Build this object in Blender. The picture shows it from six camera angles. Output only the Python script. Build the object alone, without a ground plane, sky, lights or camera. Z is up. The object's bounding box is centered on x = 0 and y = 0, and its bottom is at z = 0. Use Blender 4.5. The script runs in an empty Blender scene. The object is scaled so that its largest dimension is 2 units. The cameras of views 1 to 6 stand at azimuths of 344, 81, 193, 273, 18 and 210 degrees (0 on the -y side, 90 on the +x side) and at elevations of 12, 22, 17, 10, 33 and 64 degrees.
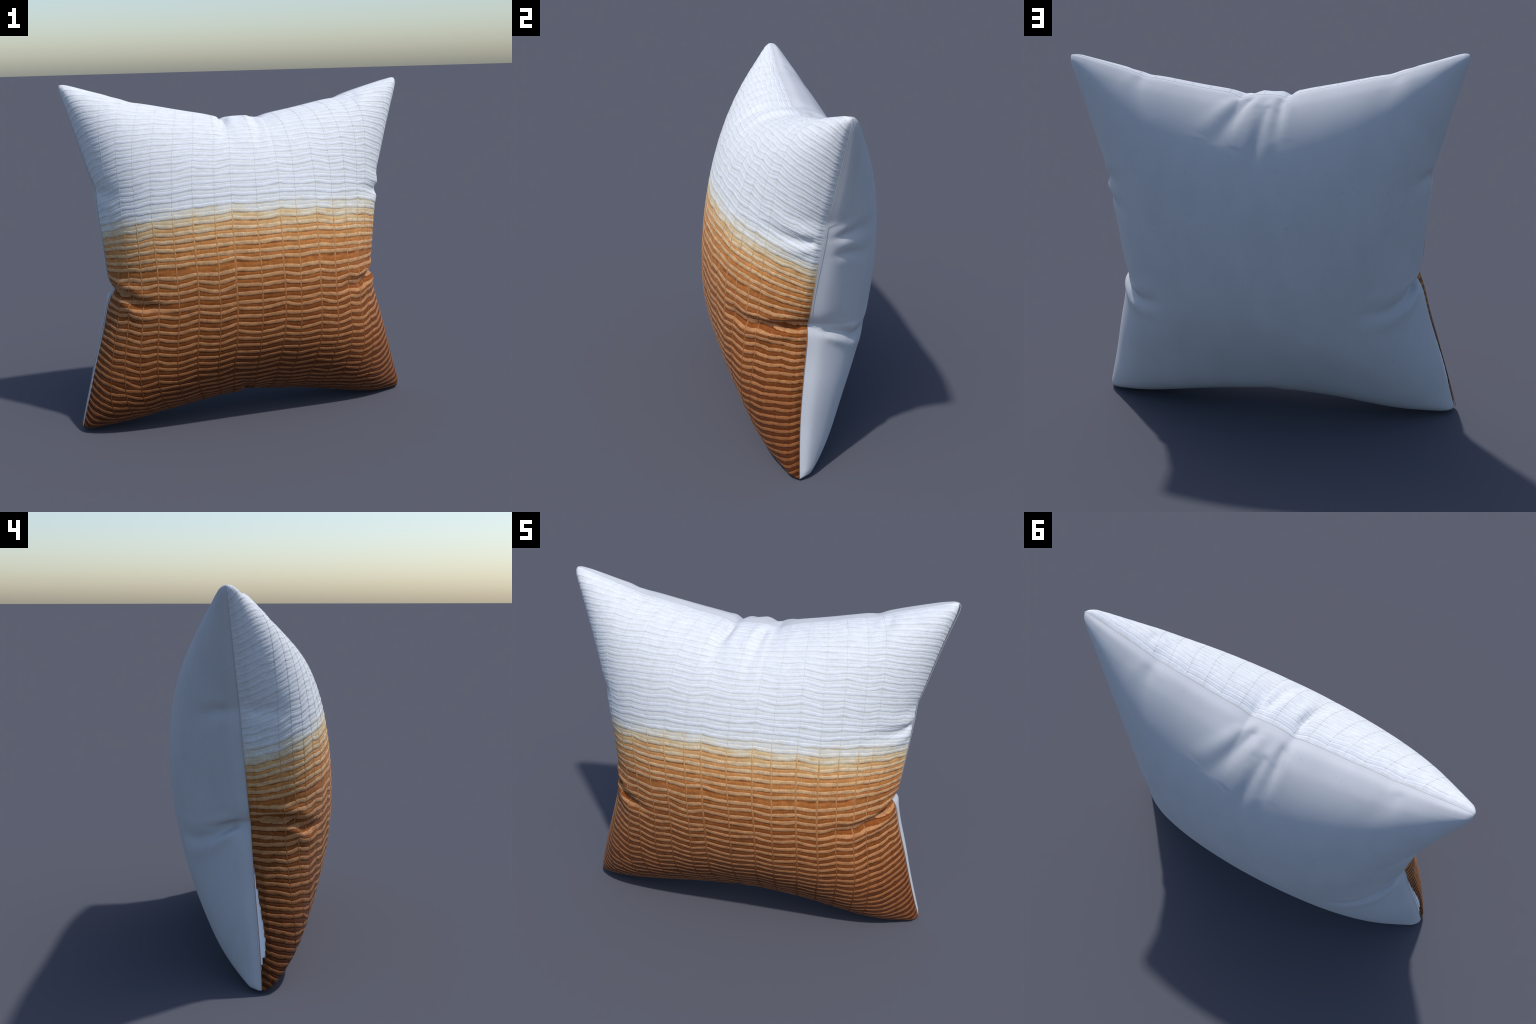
"""A stuffed square scatter cushion standing on its lower edge.
Two inflated cloth panels meet in one seam; the front panel is woven from
raised weft cords over dip-dyed weft bands (white above, burnt brown below)
and fine warp threads; the back panel is plain off-white cloth."""
import bpy, math
import numpy as np

rng = np.random.default_rng(11)

# ------------------------------------------------------------------ seam
# corners: bottom left, bottom right, top left, top right (seen from the front)
CORNER = np.array([[-1.004, -0.105, 0.011], [0.952, -0.03, 0.004], [-1.003, 0.053, 1.917], [1.009, 0.119, 1.902]])
SIDE = {
    "left": (0, 2, [[-0.949, -0.092, 0.219], [-0.882, -0.069, 0.45], [-0.811, -0.043, 0.754], [-0.824, -0.01, 1.137], [-0.894, 0.022, 1.536]]),
    "right": (1, 3, [[0.882, -0.026, 0.278], [0.83, -0.011, 0.493], [0.781, 0.01, 0.716], [0.799, 0.033, 1.022], [0.871, 0.079, 1.452]]),
    "top": (2, 3, [[-0.672, 0.048, 1.822], [-0.321, 0.05, 1.741], [0.003, 0.057, 1.705], [0.325, 0.08, 1.735], [0.653, 0.102, 1.809]]),
    "bottom": (0, 1, [[-0.724, -0.082, 0.031], [-0.39, -0.078, 0.088], [-0.01, -0.058, 0.113], [0.391, -0.057, 0.072], [0.727, -0.066, 0.009]]),
}
INWARD = {"left": (1, 0, 0), "right": (-1, 0, 0), "top": (0, 0, -1), "bottom": (0, 0, 1)}
CORNER_IN = ((1, 0, 1), (-1, 0, 1), (1, 0, -1), (-1, 0, -1))
BLUNT = (0.01, -0.03, 0.045, 0.045)
# puckers where the seam is drawn in: side, place along it, depth, width
PUCKER = [
    ("left", 0.754, 0.021, 0.03), ("right", 0.798, 0.014, 0.025), ("top", 0.436, 0.025, 0.02), ("top", 0.557, 0.025, 0.02), ("top", 0.192, 0.010, 0.03), ("top", 0.809, 0.012, 0.03), ("bottom", 0.495, 0.017, 0.03),
]
NICK = [("left", 0.5135, 0.040, 0.018), ("right", 0.545, 0.038, 0.018)]
FRONT_AXIS = np.array([0.035, -1.0, 0.084])
FRONT_AXIS /= np.linalg.norm(FRONT_AXIS)

# fullness of the stuffing: 6 x 6 control values (left to right, each bottom to top)
FULL = {
    "front": np.array([[1.402, 1.018, 0.65, 0.534, 0.456, 0.326], [1.046, 0.686, 0.387, 0.539, 0.524, 0.407], [0.684, 0.336, 0.357, 0.457, 0.578, 0.543], [0.565, 0.293, 0.433, 0.447, 0.655, 0.713], [0.652, 0.43, 0.251, 0.323, 0.603, 0.799], [0.676, 0.401, 0.166, 0.253, 0.525, 0.805]]),
    "back": np.array([[0.773, 0.593, 0.44, 0.44, 0.38, 0.239], [0.674, 0.469, 0.381, 0.561, 0.473, 0.198], [0.6, 0.364, 0.398, 0.509, 0.452, 0.132], [0.708, 0.434, 0.309, 0.526, 0.429, 0.123], [0.903, 0.643, 0.537, 0.674, 0.522, 0.235], [1.094, 0.837, 0.629, 0.546, 0.474, 0.328]]),
}
SHAPE = {"front": (0.482, 0.505, 0.588), "back": (0.164, 0.606, 0.532)}  # roundness across, up, exponent
SIGN = {"front": 1.0, "back": -1.0}


def natural_spline(tk, yk, t):
    n, h = len(tk), np.diff(tk)
    A, r = np.eye(n), np.zeros((n, 3))
    for i in range(1, n - 1):
        A[i, i - 1], A[i, i], A[i, i + 1] = h[i - 1], 2 * (h[i - 1] + h[i]), h[i]
        r[i] = 6 * ((yk[i + 1] - yk[i]) / h[i] - (yk[i] - yk[i - 1]) / h[i - 1])
    M = np.linalg.solve(A, r)
    i = np.clip(np.searchsorted(tk, t) - 1, 0, n - 2)
    a, b, hh = (tk[i + 1] - t)[..., None], (t - tk[i])[..., None], h[i][..., None]
    return (M[i] * a**3 + M[i + 1] * b**3) / (6 * hh) + (yk[i] / hh - M[i] * hh / 6) * a + (yk[i + 1] / hh - M[i + 1] * hh / 6) * b


def seam(side, t, gathered=True):
    i, j, mid = SIDE[side]
    P = natural_spline(np.linspace(0, 1, 7), np.vstack([CORNER[i], mid, CORNER[j]]), t)
    # the sewn corners are turned out blunt
    for end, d in ((i, t * 1.95), (j, (1 - t) * 1.95)):
        r = BLUNT[end]
        P = P + 0.29 * r * (np.clip(1 - d / r, 0, 1) ** 2)[..., None] * np.array(CORNER_IN[end], float)
    return P + pucker(side, t) if gathered else P


def pucker(side, t):
    """How far the gathers draw the seam inwards."""
    d = np.zeros_like(t)
    for s, at, depth, width in PUCKER + NICK:
        if s == side:
            x = np.abs(t - at) / width
            d += depth * np.exp(-(np.sqrt(x * x + 0.09) - 0.3))
    return d[..., None] * np.array(INWARD[side], float)


def bspline_weights(n, x):
    u = (x + 1) / 2 * (n - 3)
    i = np.clip(np.floor(u).astype(int), 0, n - 4)
    f = u - i
    W, r = np.zeros((len(x), n)), np.arange(len(x))
    for j, w in enumerate([(1 - f) ** 3 / 6, (3 * f**3 - 6 * f * f + 4) / 6, (-3 * f**3 + 3 * f * f + 3 * f + 1) / 6, f**3 / 6]):
        W[r, i + j] = w
    return W


def lift_of_base(z):
    """The lowest few centimetres are pressed flat on the ground."""
    return 0.012 * np.exp(-np.clip(z + 0.012, 0, 9) / 0.12)


def normals_of(P):
    da, db = np.gradient(P, axis=0), np.gradient(P, axis=1)
    n = np.cross(da, db)
    # at the seam and the corners a grid line can collapse: borrow the inner neighbour
    n[0], n[-1], n[:, 0], n[:, -1] = n[1], n[-2], n[:, 1], n[:, -2]
    n /= np.linalg.norm(n, axis=2, keepdims=True) + 1e-12
    return n


# creases that run in from the puckers: panel, path in panel coordinates, depth, width at start and end, lip
CREASE = [
    ("front", [(1.0, 0.055), (0.87, 0.05), (0.74, 0.036), (0.56, 0.042), (0.42, 0.05)], 0.036, 0.018, 0.030, 0.5),
    ("front", [(-1.0, 0.03), (-0.9, 0.025), (-0.8, 0.012), (-0.72, -0.01), (-0.62, -0.012), (-0.5, -0.01)], 0.037, 0.018, 0.032, 0.5),
    ("front", [(1.0, 0.413), (0.9, 0.415), (0.78, 0.43), (0.62, 0.455)], 0.019, 0.018, 0.040, 0.45),
    ("front", [(-1.0, 0.39), (-0.9, 0.395), (-0.78, 0.40)], 0.010, 0.022, 0.045, 0.4),
    ("front", [(-0.09, 1.0), (-0.10, 0.96), (-0.118, 0.91), (-0.135, 0.83), (-0.15, 0.74)], 0.018, 0.017, 0.032, 0.4),
    ("front", [(0.05, 1.0), (0.048, 0.96), (0.042, 0.90), (0.03, 0.82), (0.01, 0.72)], 0.018, 0.017, 0.032, 0.4),
    ("front", [(-0.62, 1.0), (-0.6, 0.9), (-0.56, 0.8)], 0.005, 0.018, 0.04, 0.3),
    ("front", [(0.60, 1.0), (0.58, 0.9), (0.55, 0.8)], 0.005, 0.018, 0.04, 0.3),
    ("front", [(-0.035, -1.0), (-0.035, -0.9), (-0.05, -0.77), (-0.1, -0.65)], 0.024, 0.018, 0.03, 0.4),
    ("back", [(-1.0, 0.025), (-0.95, 0.008), (-0.87, -0.012), (-0.74, -0.024), (-0.54, -0.008)], 0.034, 0.016, 0.036, 0.4),
    ("back", [(1.0, 0.05), (0.92, 0.028), (0.82, 0.002), (0.70, 0.012), (0.52, 0.04)], 0.036, 0.016, 0.036, 0.35),
    ("back", [(1.0, 0.418), (0.96, 0.43), (0.9, 0.445), (0.78, 0.445)], 0.016, 0.016, 0.04, 0.4),
    ("back", [(0.99, 0.36), (0.87, 0.365), (0.75, 0.36)], 0.008, 0.020, 0.04, 0.3),
    ("back", [(-1.0, 0.385), (-0.95, 0.385), (-0.84, 0.395)], 0.012, 0.020, 0.04, 0.4),
    ("back", [(0.04, 1.0), (0.072, 0.93), (0.108, 0.85), (0.146, 0.77), (0.18, 0.70)], 0.016, 0.022, 0.046, 0.8),
    ("back", [(-0.10, 1.0), (-0.107, 0.90), (-0.095, 0.81), (-0.085, 0.72)], 0.011, 0.018, 0.032, 0.6),
    ("back", [(-0.045, 0.90), (-0.026, 0.78), (-0.006, 0.66), (0.0, 0.58)], 0.008, 0.020, 0.030, 0.7),
    ("back", [(0.60, 1.0), (0.58, 0.9), (0.52, 0.76)], 0.005, 0.022, 0.06, 0.4),
    ("back", [(-0.64, 1.0), (-0.62, 0.92), (-0.57, 0.8)], 0.005, 0.022, 0.05, 0.4),
    ("back", [(-0.03, -1.0), (-0.02, -0.93), (0.0, -0.84)], 0.016, 0.022, 0.04, 0.4),
]
TIP_TOP, TIP_BOTTOM = 0.010, 0.026
EDGE_ROLL = 0.0065  # the stuffed cloth swells a little past the stitched line


def inflate(panel, n, creased=True):
    """Panel surface and unit normals on an n x n grid of a, b in [-1, 1]."""
    a = np.linspace(-1, 1, n)
    ka, kb, ex = SHAPE[panel]
    s = ((1 - ka) * a + ka * np.sin(np.pi * a / 2) + 1) / 2
    t = ((1 - kb) * a + kb * np.sin(np.pi * a / 2) + 1) / 2
    L, R, B, T = (seam(k, x, False) for k, x in (("left", t), ("right", t), ("bottom", s), ("top", s)))
    S, U = s[:, None, None], t[None, :, None]
    c = np.array([L[0], R[0], L[-1], R[-1]])
    P = (1 - S) * L[None] + S * R[None] + (1 - U) * B[:, None] + U * T[:, None]
    P = P - ((1 - S) * (1 - U) * c[0] + S * (1 - U) * c[1] + (1 - S) * U * c[2] + S * U * c[3])
    near = np.exp(-((1 - a) / 0.16) ** 1.3) * creased
    P = P + near[::-1, None, None] * pucker("left", t)[None] + near[:, None, None] * pucker("right", t)[None]
    P = P + near[None, ::-1, None] * pucker("bottom", s)[:, None] + near[None, :, None] * pucker("top", s)[:, None]
    W = bspline_weights(6, a)
    cosine = np.clip(np.cos(np.pi * a / 2), 0, 1)
    h = (cosine[:, None] * cosine[None]) ** ex * (W @ FULL[panel] @ W.T)
    # blunt, stuffed corner tips
    ea = np.clip((1 - np.abs(a)) / 0.05, 0, 1) ** 0.6
    far = np.hypot((1 - np.abs(a))[:, None], (1 - np.abs(a))[None])
    tip = np.where(a > 0, TIP_TOP, TIP_BOTTOM)[None]
    h = h + tip * ea[:, None] * ea[None] * np.exp(-((far / 0.2) ** 2))
    P = P + SIGN[panel] * h[..., None] * FRONT_AXIS
    P[..., 2] += lift_of_base(P[..., 2])
    # swelling beside the seam
    roll = lambda x: (x / 0.014) * np.exp(1 - x / 0.014)
    ea, eb = roll(1 - np.abs(a)), roll(1 - np.abs(a))
    P[..., 0] += EDGE_ROLL * (np.sign(a) * ea)[:, None] * np.minimum(1, cosine[None] * 6)
    P[..., 2] += EDGE_ROLL * (np.sign(a) * eb)[None, :] * np.minimum(1, cosine[:, None] * 6)
    nrm = normals_of(P) * SIGN[panel]
    if not creased:
        return P, nrm
    D = np.zeros((n, n))
    for which, path, depth, w0, w1, lip in CREASE:
        if which != panel:
            continue
        q = np.array(path)
        k = np.linspace(0, len(q) - 1, 60)
        pa, pb = (np.interp(k, np.arange(len(q)), q[:, i]) for i in (0, 1))
        fi, fj = (pa + 1) / 2 * (n - 1), (pb + 1) / 2 * (n - 1)
        C = P[np.clip(np.rint(fi).astype(int), 0, n - 1), np.clip(np.rint(fj).astype(int), 0, n - 1)]
        ker = np.array([1, 2, 3, 4, 3, 2, 1.0]) / 16
        for i in range(3):
            C[3:-3, i] = np.convolve(C[:, i], ker, "valid")
        best, u = np.full((n, n), 9.0), np.zeros((n, n))
        lo, hi = C.min(0) - 0.25, C.max(0) + 0.25
        m = np.all((P > lo) & (P < hi), axis=2)
        X = P[m]
        bb, uu = np.full(len(X), 9.0), np.zeros(len(X))
        for i in range(len(C) - 1):
            e = C[i + 1] - C[i]
            f = np.clip(((X - C[i]) @ e) / (e @ e + 1e-12), 0, 1)
            dd = np.linalg.norm(X - C[i] - f[:, None] * e, axis=1)
            k2 = dd < bb
            bb[k2], uu[k2] = dd[k2], (i + f[k2]) / (len(C) - 1)
        w = w0 + (w1 - w0) * uu
        env = np.clip(1 - uu, 0, 1) ** 0.8 * np.clip(0.75 + uu * 3, 0, 1)
        D[m] += env * depth * (-np.exp(-((bb / w) ** 2)) + lip * np.clip(uu * 5, 0, 1) * np.exp(-(((bb - 2.1 * w) / (1.2 * w)) ** 2)))
    for _ in range(4 if n > 300 else 0):  # cloth does not crease sharper than its own thickness
        D[1:-1] = 0.25 * D[:-2] + 0.5 * D[1:-1] + 0.25 * D[2:]
        D[:, 1:-1] = 0.25 * D[:, :-2] + 0.5 * D[:, 1:-1] + 0.25 * D[:, 2:]
    edge = np.minimum(1, (1 - np.abs(a)) / 0.03)
    D *= edge[:, None] * edge[None]
    P = P + D[..., None] * nrm
    return P, normals_of(P) * SIGN[panel]


N = 601
FRONT, FRONT_N = inflate("front", N)
BACK, BACK_N = inflate("back", N)


def sample(G, a, b):
    """Bilinear look-up in a grid over a, b in [-1, 1]."""
    n = G.shape[0]
    x, y = np.clip((a + 1) / 2 * (n - 1), 0, n - 1.000001), np.clip((b + 1) / 2 * (G.shape[1] - 1), 0, G.shape[1] - 1.000001)
    i, j = x.astype(int), y.astype(int)
    f, g = x - i, y - j
    if G.ndim == 3:
        f, g = f[..., None], g[..., None]
    return (1 - f) * ((1 - g) * G[i, j] + g * G[i, j + 1]) + f * ((1 - g) * G[i + 1, j] + g * G[i + 1, j + 1])


# ------------------------------------------------- cloth coordinates of the front
# column c and row t of the flat square of cloth -> panel coordinates a, b;
# the cloth keeps its length along the seam and is stretched over the full middle
def arc(P, axis):
    L = np.linalg.norm(np.diff(P, axis=axis), axis=2)
    L = np.concatenate([np.zeros_like(np.take(L, [0], axis)), np.cumsum(L, axis=axis)], axis)
    return L / np.take(L, [-1], axis)


GRID = np.linspace(-1, 1, N)
STEPS = np.linspace(0, 1, N)
spread = 1 - GRID**2
CALM = inflate("front", N, False)[0]  # lengths are measured on the uncreased cloth
ARC_B, ARC_A = arc(CALM, 1), arc(CALM, 0)
B_OF = np.empty((N, N))  # [a, t]
A_OF = np.empty((N, N))  # [c, b]
for i in range(N):
    want = STEPS + spread[i] * (0.045 * np.sin(np.pi * STEPS) - 0.031 * np.sin(2 * np.pi * STEPS))
    B_OF[i] = np.interp(want, ARC_B[i], GRID)
    want = STEPS + spread[i] * (-0.008 * np.sin(np.pi * STEPS) - 0.052 * np.sin(2 * np.pi * STEPS))
    A_OF[:, i] = np.interp(want, ARC_A[:, i], GRID)


def cloth(c, t):
    a, b = 2 * c - 1, 2 * t - 1
    for _ in range(4):
        a = sample(A_OF, 2 * c - 1, b)
        b = sample(B_OF, a, 2 * t - 1)
    return a, b


# ------------------------------------------------------------------ the weave
ROWS = 54
WARP = np.array([0.03, 0.078, 0.126, 0.175, 0.222, 0.269, 0.319, 0.365, 0.412, 0.448, 0.501, 0.551, 0.588, 0.638, 0.684, 0.729, 0.777, 0.818, 0.866, 0.915, 0.965])
ZIG = np.array([(1 if (j - 9) % 2 == 0 else -1) for j in range(len(WARP))], float)
ZIG *= np.interp(np.arange(len(WARP)), [0, 2, 4, 16, 18, 20], [0.2, 0.5, 1, 1, 0.5, 0.2])
tallness = np.interp(np.arange(ROWS + 2), [0, 23, 25, 33, 36, 55], [0.17, 0.18, 0.10, 0.08, 0.12, 0.13])
row_zig = np.clip(tallness + 0.06 * rng.standard_normal(ROWS + 2), 0.04, 0.33)
row_shift = 0.05 * rng.standard_normal(ROWS + 2)
for r, v in {5: 0.04, 6: 0.08, 7: -0.16, 8: -0.14, 9: -0.11, 10: -0.08, 11: -0.05}.items():
    row_shift[31 - r] += v
cell = 0.075 * rng.standard_normal((ROWS + 2, len(WARP)))
for k in range(1, ROWS + 2):
    cell[k] = 0.55 * cell[k - 1] + 0.8 * cell[k]
kinks = np.concatenate([[0], WARP, [1]])


def row_offset(c, k):
    """How far cord k wanders up or down at column c, in row heights."""
    z = np.concatenate([[0], ZIG * row_zig[k] + cell[k], [0]])
    i = np.clip(np.searchsorted(kinks, c, side="right") - 1, 0, len(kinks) - 2)
    f = (c - kinks[i]) / (kinks[i + 1] - kinks[i])
    up = z[i + 1] > z[i]
    # thread eases away from a low crossing and breaks sharply at a high one
    g = np.where(up, f**1.5, 1 - (1 - f) ** 1.5)
    e = np.clip(np.minimum(c, 1 - c) / 0.12, 0, 1)
    return (z[i] + (z[i + 1] - z[i]) * g) * (0.25 + 0.75 * e) + row_shift[k] * e**1.5 + 0.05 * e * ripple(c, 900 + k, 75)


def cord_line(k):
    """Middle of cord k (counted from the bottom) in cloth rows."""
    return lambda c: (k + 0.42 + row_offset(c, k)) / ROWS


def ripple(x, seed, f):
    """A sum of four sines, different for every seed."""
    r = np.random.default_rng(seed)
    return sum(np.sin(x * f * (1 + 0.61 * i) + r.uniform(0, 6.28)) / (1 + 0.5 * i) for i in range(4)) / 2.2


def raw_edge(t):
    """Bare strip of lining beside the lower left seam, where the weave stops short."""
    y = t * ROWS
    bare = 0.018 * np.clip((t - 0.05) / 0.05, 0, 1) * np.clip((0.305 - t) / 0.15, 0, 1) ** 0.8
    return bare + np.where(bare > 0.003, 0.0022 * ripple(y, 5, 3.1), 0)


def columns(t_mid, count):
    c0 = float(np.clip(raw_edge(np.array(t_mid)), 0, 0.2))
    x = np.linspace(0, 1, count)
    x = 0.5 * x + 0.5 * (0.5 - 0.5 * np.cos(np.pi * x))
    return c0 + (1 - c0) * x


def place(c, t, lift, rim=0.012):
    a, b = cloth(c, t)
    P, n = sample(FRONT, a, b), sample(FRONT_N, a, b)
    n /= np.linalg.norm(n, axis=-1, keepdims=True)
    d = np.minimum(np.minimum(c, 1 - c), np.minimum(t, 1 - t))
    return P + n * (lift * np.clip(d / rim, 0, 1))[..., None]


# ------------------------------------------------------------------ meshes
def mesh_object(name, V, F, mats, parent, slots=None):
    me = bpy.data.meshes.new(name)
    me.from_pydata(V.reshape(-1, 3).tolist(), [], F.tolist())
    for m in mats:
        me.materials.append(m)
    if slots is not None:
        me.polygons.foreach_set("material_index", slots.astype(np.int32))
    me.polygons.foreach_set("use_smooth", np.ones(len(me.polygons), bool))
    me.update()
    ob = bpy.data.objects.new(name, me)
    bpy.context.collection.objects.link(ob)
    ob.parent = parent
    return ob


def quads(n, m, flip=False):
    i, j = np.meshgrid(np.arange(n - 1), np.arange(m - 1), indexing="ij")
    q = np.stack([i * m + j, (i + 1) * m + j, (i + 1) * m + j + 1, i * m + j + 1], -1).reshape(-1, 4)
    return q[:, ::-1] if flip else q


# ------------------------------------------------------------------ materials
def lin(r, g, b):
    f = lambda v: v / 12.92 if v <= 0.04045 else ((v + 0.055) / 1.055) ** 2.4
    return (f(r / 255), f(g / 255), f(b / 255), 1.0)


def node_material(name, rough=0.9):
    m = bpy.data.materials.new(name)
    m.use_nodes = True
    nt = m.node_tree
    b = nt.nodes["Principled BSDF"]
    b.inputs["Roughness"].default_value = rough
    b.inputs["Specular IOR Level"].default_value = 0.15
    return m, nt, b


def add(nt, kind, **props):
    n = nt.nodes.new(kind)
    for k, v in props.items():
        setattr(n, k, v)
    return n


def ramp(nt, stops, fac):
    n = add(nt, "ShaderNodeValToRGB")
    el = n.color_ramp.elements
    while len(el) < len(stops):
        el.new(0.5)
    for e, (p, c) in zip(el, stops):
        e.position, e.color = p, c
    nt.links.new(fac, n.inputs[0])
    return n.outputs[0]


def noise(nt, vec, scale, stretch=(1, 1, 1), detail=3.0):
    mp = add(nt, "ShaderNodeMapping")
    mp.inputs["Scale"].default_value = stretch
    nt.links.new(vec, mp.inputs[0])
    n = add(nt, "ShaderNodeTexNoise")
    n.inputs["Scale"].default_value = scale
    n.inputs["Detail"].default_value = detail
    nt.links.new(mp.outputs[0], n.inputs["Vector"])
    return n.outputs["Fac"]


def remap(nt, v, a, b, lo, hi):
    n = add(nt, "ShaderNodeMapRange")
    for i, x in enumerate((a, b, lo, hi)):
        n.inputs[i + 1].default_value = x
    nt.links.new(v, n.inputs[0])
    return n.outputs[0]


def scaled(nt, col, fac):
    n = add(nt, "ShaderNodeMix", data_type="RGBA", blend_type="MULTIPLY")
    n.inputs[0].default_value = 1.0
    nt.links.new(col, n.inputs[6])
    nt.links.new(fac, n.inputs[7])
    return n.outputs[2]


def mixed(nt, c1, c2, fac):
    n = add(nt, "ShaderNodeMix", data_type="RGBA")
    for x, s in ((c1, 6), (c2, 7)):
        if isinstance(x, tuple):
            n.inputs[s].default_value = x
        else:
            nt.links.new(x, n.inputs[s])
    nt.links.new(fac, n.inputs[0])
    return n.outputs[2]


def product(nt, *vals):
    out = vals[0]
    for v in vals[1:]:
        n = add(nt, "ShaderNodeMath", operation="MULTIPLY")
        nt.links.new(out, n.inputs[0])
        nt.links.new(v, n.inputs[1])
        out = n.outputs[0]
    return out


def bump(nt, bsdf, h, strength, distance):
    n = add(nt, "ShaderNodeBump")
    n.inputs["Strength"].default_value = strength
    n.inputs["Distance"].default_value = distance
    nt.links.new(h, n.inputs["Height"])
    nt.links.new(n.outputs[0], bsdf.inputs["Normal"])


def dye(r):
    """Row r, counted down from the dye line, as the 0..1 value stored on each row object."""
    return (r + 22) / 54


WHITE = lin(208, 212, 219)
GROUND = [(-22, lin(204, 208, 214)), (-1.0, lin(204, 208, 211)), (-0.2, lin(207, 200, 182)), (0.7, lin(204, 176, 130)), (1.5, lin(198, 150, 98)), (2.5, lin(193, 138, 84)),
          (4, lin(185, 123, 67)), (6, lin(170, 105, 52)), (8, lin(140, 81, 35)), (10, lin(127, 70, 28)), (13, lin(116, 63, 23)), (17, lin(99, 51, 16)), (22, lin(81, 39, 11)), (31, lin(69, 32, 9))]
SHADE = [(-22, lin(188, 190, 190)), (-1.5, lin(186, 187, 184)), (-0.3, lin(180, 168, 138)), (1, lin(156, 110, 66)), (3, lin(142, 88, 48)), (6, lin(124, 70, 33)), (9, lin(98, 52, 21)), (16, lin(74, 37, 13)), (31, lin(52, 23, 7))]  # darker row colours: shadow baked in beneath each cord
CORD = [(-22, WHITE), (-0.8, WHITE), (0.2, lin(207, 204, 195)), (1.2, lin(204, 190, 164)), (2.5, lin(200, 172, 136)), (4.5, lin(194, 156, 114)), (7, lin(184, 140, 98)), (10, lin(172, 123, 82)), (15, lin(161, 110, 70)), (20, lin(142, 90, 52)), (31, lin(114, 66, 35))]



def weave_material(name, stops, streak, fleck, bump_h, faint=0.0):
    m, nt, b = node_material(name)
    at = add(nt, "ShaderNodeAttribute", attribute_type="OBJECT", attribute_name='["dye"]')
    tc = add(nt, "ShaderNodeTexCoord").outputs["Object"]
    # the dye crept unevenly along each row
    patch = remap(nt, noise(nt, tc, 5.0, (1, 1, 3), 2), 0.3, 0.7, -0.011, 0.011)
    s = add(nt, "ShaderNodeMath", operation="ADD")
    nt.links.new(at.outputs["Fac"], s.inputs[0])
    nt.links.new(patch, s.inputs[1])
    col = ramp(nt, [(dye(r), c) for r, c in stops], s.outputs[0])
    fine = noise(nt, tc, 1.0, (230, 60, 34), 2)
    slub = noise(nt, tc, 1.0, (26, 26, 60), 3)
    k = product(nt, remap(nt, fine, 0.3, 0.7, 1 - streak, 1 + streak), remap(nt, slub, 0.3, 0.7, 1 - fleck, 1 + fleck))
    # white cloth shows far less mottling than the dyed part
    amount = remap(nt, s.outputs[0], dye(-1), dye(4), 0.25, 1.0)
    flat = add(nt, "ShaderNodeMix", data_type="FLOAT")
    flat.inputs[2].default_value = 1.0
    nt.links.new(amount, flat.inputs[0])
    nt.links.new(k, flat.inputs[3])
    if faint:
        # the painted shadow line fades out in patches along the row
        gap = remap(nt, noise(nt, tc, 1.0, (13, 13, 34), 2), 0.40, 0.60, 0.0, faint)
        col = mixed(nt, col, ramp(nt, [(dye(r), c) for r, c in GROUND], s.outputs[0]), gap)
    nt.links.new(scaled(nt, col, flat.outputs[0]), b.inputs["Base Color"])
    bump(nt, b, noise(nt, tc, 1.0, (200, 120, 200), 3), bump_h, 0.002)
    b.inputs["Sheen Weight"].default_value = 0.05
    return m


M_GROUND = weave_material("dyed_weft_cloth", GROUND, 0.15, 0.2, 0.25)
M_SHADE = weave_material("painted_cord_shadow", SHADE, 0.14, 0.16, 0.2, 0.75)
M_CORD = weave_material("cotton_cord", CORD, 0.13, 0.19, 0.6)

M_WARP, nt, b = node_material("warp_yarn")
tc = add(nt, "ShaderNodeTexCoord").outputs["Object"]
sep = add(nt, "ShaderNodeSeparateXYZ")
nt.links.new(tc, sep.inputs[0])
at = add(nt, "ShaderNodeAttribute", attribute_type="OBJECT", attribute_name='["dye_height"]')
sub = add(nt, "ShaderNodeMath", operation="SUBTRACT")
nt.links.new(sep.outputs["Z"], sub.inputs[0])
nt.links.new(at.outputs["Fac"], sub.inputs[1])
z = remap(nt, sub.outputs[0], -1.0, 1.0, 0.0, 1.0)
col = ramp(nt, [(0.05, lin(100, 54, 25)), (0.22, lin(144, 92, 54)), (0.36, lin(174, 122, 78)), (0.45, lin(192, 144, 94)), (0.485, lin(204, 176, 132)), (0.51, lin(194, 195, 190)), (1.0, lin(192, 195, 198))], z)
k = remap(nt, noise(nt, tc, 1.0, (60, 60, 45), 2), 0.3, 0.7, 0.88, 1.1)
nt.links.new(scaled(nt, col, k), b.inputs["Base Color"])


def plain_cloth(name, colour):
    m, nt, b = node_material(name, 0.85)
    tc = add(nt, "ShaderNodeTexCoord").outputs["Object"]
    soft = remap(nt, noise(nt, tc, 7.0, (1, 1, 0.6), 4), 0.3, 0.7, 0.965, 1.03)
    thread = remap(nt, noise(nt, tc, 1.0, (260, 260, 22), 2), 0.3, 0.7, 0.975, 1.02)
    speck = remap(nt, noise(nt, tc, 55.0, (1, 1, 1), 1), 0.76, 0.80, 1.0, 0.8)
    c = add(nt, "ShaderNodeRGB")
    c.outputs[0].default_value = colour
    nt.links.new(scaled(nt, c.outputs[0], product(nt, soft, thread, speck)), b.inputs["Base Color"])
    bump(nt, b, noise(nt, tc, 1.0, (300, 300, 300), 2), 0.08, 0.001)
    return m


M_BACK = plain_cloth("plain_back_cloth", lin(187, 190, 196))
M_LINING = plain_cloth("bleached_lining", lin(250, 250, 252))

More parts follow.
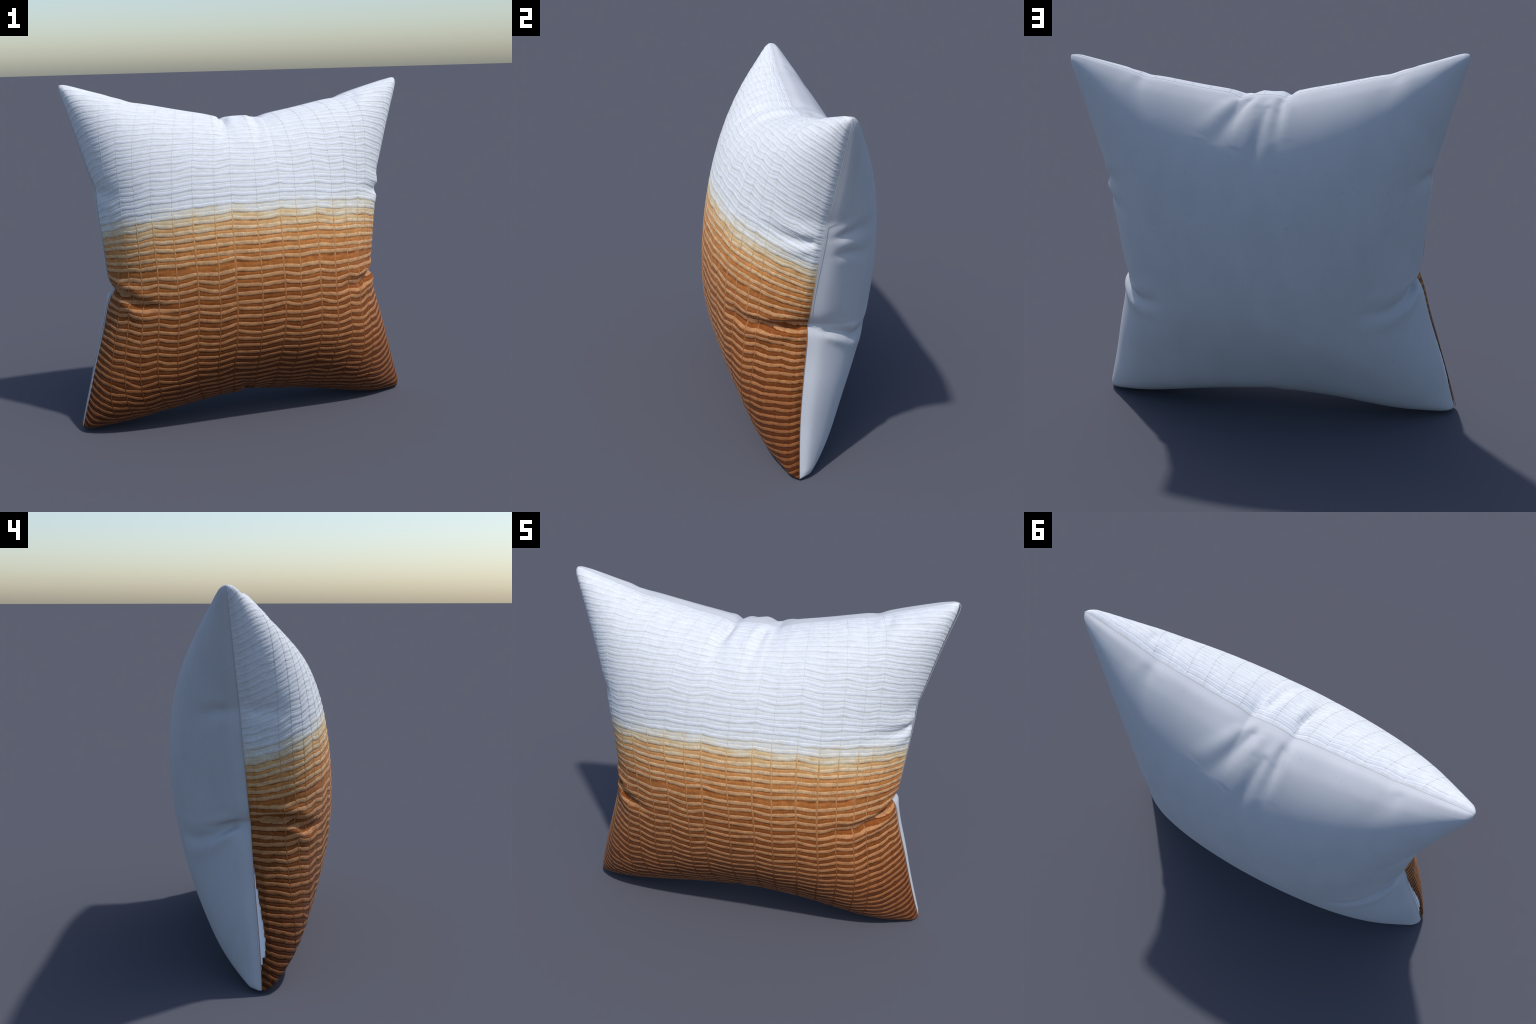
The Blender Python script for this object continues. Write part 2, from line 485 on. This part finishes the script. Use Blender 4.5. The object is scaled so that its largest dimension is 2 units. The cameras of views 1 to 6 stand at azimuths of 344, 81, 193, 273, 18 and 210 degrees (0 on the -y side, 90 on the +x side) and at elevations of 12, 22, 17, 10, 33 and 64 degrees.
M_SEAM, nt, b = node_material("seam_shadow_tint")
tc = add(nt, "ShaderNodeTexCoord").outputs["Object"]
sep = add(nt, "ShaderNodeSeparateXYZ")
nt.links.new(tc, sep.inputs[0])
col = ramp(nt, [(0.0, lin(120, 92, 70)), (0.46, lin(150, 122, 96)), (0.56, lin(180, 178, 172)), (1.0, lin(184, 188, 194))], remap(nt, sep.outputs["Z"], 0.0, 2.0, 0.0, 1.0))
nt.links.new(col, b.inputs["Base Color"])

# ------------------------------------------------------------------ build
cushion = bpy.data.objects.new("cushion", None)
cushion.empty_display_size = 0.2
bpy.context.collection.objects.link(cushion)
cushion["label"] = "stuffed square cushion, ribbed weave fading white to burnt brown"
cushion["category"] = "throw pillow"

# thin tube modelling the dark shadow line of the seam groove
ring = np.concatenate([seam("bottom", np.linspace(0, 1, 300))[:-1], seam("right", np.linspace(0, 1, 300))[:-1], seam("top", np.linspace(1, 0, 300))[:-1], seam("left", np.linspace(1, 0, 300))[:-1]])
ring[:, 2] += lift_of_base(ring[:, 2])
tang = np.roll(ring, -1, 0) - np.roll(ring, 1, 0)
tang /= np.linalg.norm(tang, axis=1, keepdims=True)
side_dir = np.cross(tang, FRONT_AXIS)
side_dir /= np.linalg.norm(side_dir, axis=1, keepdims=True)
ang = np.linspace(0, 2 * np.pi, 8, endpoint=False)
V = ring[:, None] + 0.0012 * (np.cos(ang)[None, :, None] * side_dir[:, None] + np.sin(ang)[None, :, None] * FRONT_AXIS)
nr, na = len(ring), len(ang)
i, j = np.meshgrid(np.arange(nr), np.arange(na), indexing="ij")
F = np.stack([i * na + j, (i + 1) % nr * na + j, (i + 1) % nr * na + (j + 1) % na, i * na + (j + 1) % na], -1).reshape(-1, 4)
mesh_object("seam_shadow_line", V, F, [M_SEAM], cushion)

# back panel
step = slice(None, None, 1)
nb = BACK[step, step].shape[0]
back = mesh_object("back_panel", BACK[step, step], quads(nb, nb, True), [M_BACK], cushion)

# front panel: the bleached lining that carries the weave, a few millimetres under it
m = 301
c, t = np.meshgrid(np.linspace(0, 1, m), np.linspace(0, 1, m), indexing="ij")
front = mesh_object("front_panel", place(c, t, np.full_like(c, -0.0045)), quads(m, m), [M_LINING], cushion)

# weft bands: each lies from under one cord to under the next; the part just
# below the upper cord is a groove coloured with that cord's shadow
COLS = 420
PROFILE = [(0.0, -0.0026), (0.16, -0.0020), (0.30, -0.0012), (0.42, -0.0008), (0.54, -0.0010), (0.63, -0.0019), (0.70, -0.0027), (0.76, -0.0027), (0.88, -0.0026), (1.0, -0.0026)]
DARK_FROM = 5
for k in range(-1, ROWS):
    c = columns((k + 0.9) / ROWS, COLS)
    lo = cord_line(k)(c) if k >= 0 else np.zeros_like(c)
    hi = cord_line(k + 1)(c) if k < ROWS - 1 else np.ones_like(c)
    u = np.array([p[0] for p in PROFILE])
    lift = np.array([p[1] for p in PROFILE])
    tt = lo[:, None] + (hi - lo)[:, None] * u[None]
    cc = np.repeat(c[:, None], len(u), 1)
    lift = lift * (0.8 if k < 30 else 0.55)
    V = place(cc, np.clip(tt, 0, 1), np.repeat(lift[None], len(c), 0))
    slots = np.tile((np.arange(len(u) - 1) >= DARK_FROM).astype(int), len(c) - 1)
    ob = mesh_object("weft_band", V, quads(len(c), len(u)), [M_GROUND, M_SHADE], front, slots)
    # ground under cord k + 1 is the ground below dark line r = 31 - k - 1 + ...
    ob["dye"] = float(dye(31 - (k + 1) + 0.5 + 0.35 * rng.standard_normal() * (k < 30)))

# weft cords
for k in range(ROWS):
    c = columns((k + 0.42) / ROWS, 560)
    line = cord_line(k)(c)
    nearest = np.min(np.abs(c[:, None] - WARP[None]), axis=1)
    pinch = 1 - 0.3 * np.exp(-((nearest / 0.003) ** 2))
    w = (0.275 - 0.07 * np.exp(-((nearest / 0.004) ** 2)) + 0.018 * ripple(c, 100 + k, 260) + 0.026 * ripple(c, 300 + k, 60)) / ROWS
    h = (0.0007 + 0.0013 * np.clip((36 - k) / 8, 0, 1)) * pinch * (1 + 0.12 * ripple(c, 500 + k, 180))
    u = np.array([-1.0, -0.82, -0.5, -0.05, 0.4, 0.76, 1.0])
    prof = np.sqrt(np.clip(1 - u * u, 0, 1))
    cc = np.repeat(c[:, None], len(u), 1)
    tt = line[:, None] + w[:, None] * u[None]
    sink = 0.0024 if k < 31 else 0.0017
    V = place(cc, np.clip(tt, 0, 1), -sink + (h + 0.0010)[:, None] * prof[None] * 1.0)
    ob = mesh_object("weft_cord", V, quads(len(c), len(u)), [M_CORD], front)
    ob["dye"] = float(dye(31 - k + 0.45))

# warp threads
t = np.linspace(0.004, 0.996, 620)
for j, x in enumerate(WARP):
    if j < 2 or j > len(WARP) - 4:
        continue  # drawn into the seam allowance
    cc = x + 0.0011 * ripple(t, 40 + j, 22) + 0.0006 * ripple(t, 80 + j, 150)
    keep = cc > raw_edge(t) + 0.002
    zdye = place(np.array([x]), np.array([32.0 / ROWS]), np.array([0.0]))[0, 2]
    low = np.clip((0.60 - t) / 0.06, 0, 1)
    half = 0.0005 + 0.0020 * low * (0.7 + 0.5 * rng.random())
    u = np.array([-1.0, -0.4, 0.4, 1.0])
    lift = np.array([-0.0020, 0.0, 0.0, -0.0020])
    V = place(cc[:, None] + half[:, None] * u[None], np.repeat(t[:, None], 4, 1), lift[None] + 0.0004 - 0.0002 * low[:, None])
    ob = mesh_object("warp_thread", V, quads(len(t), 4, True), [M_WARP], front)
    ob["dye_height"] = float(zdye)

# stand the lowest point on the ground
zmin = min(v.co.z for o in bpy.data.objects if o.type == "MESH" for v in o.data.vertices)
cushion.location.z = -zmin
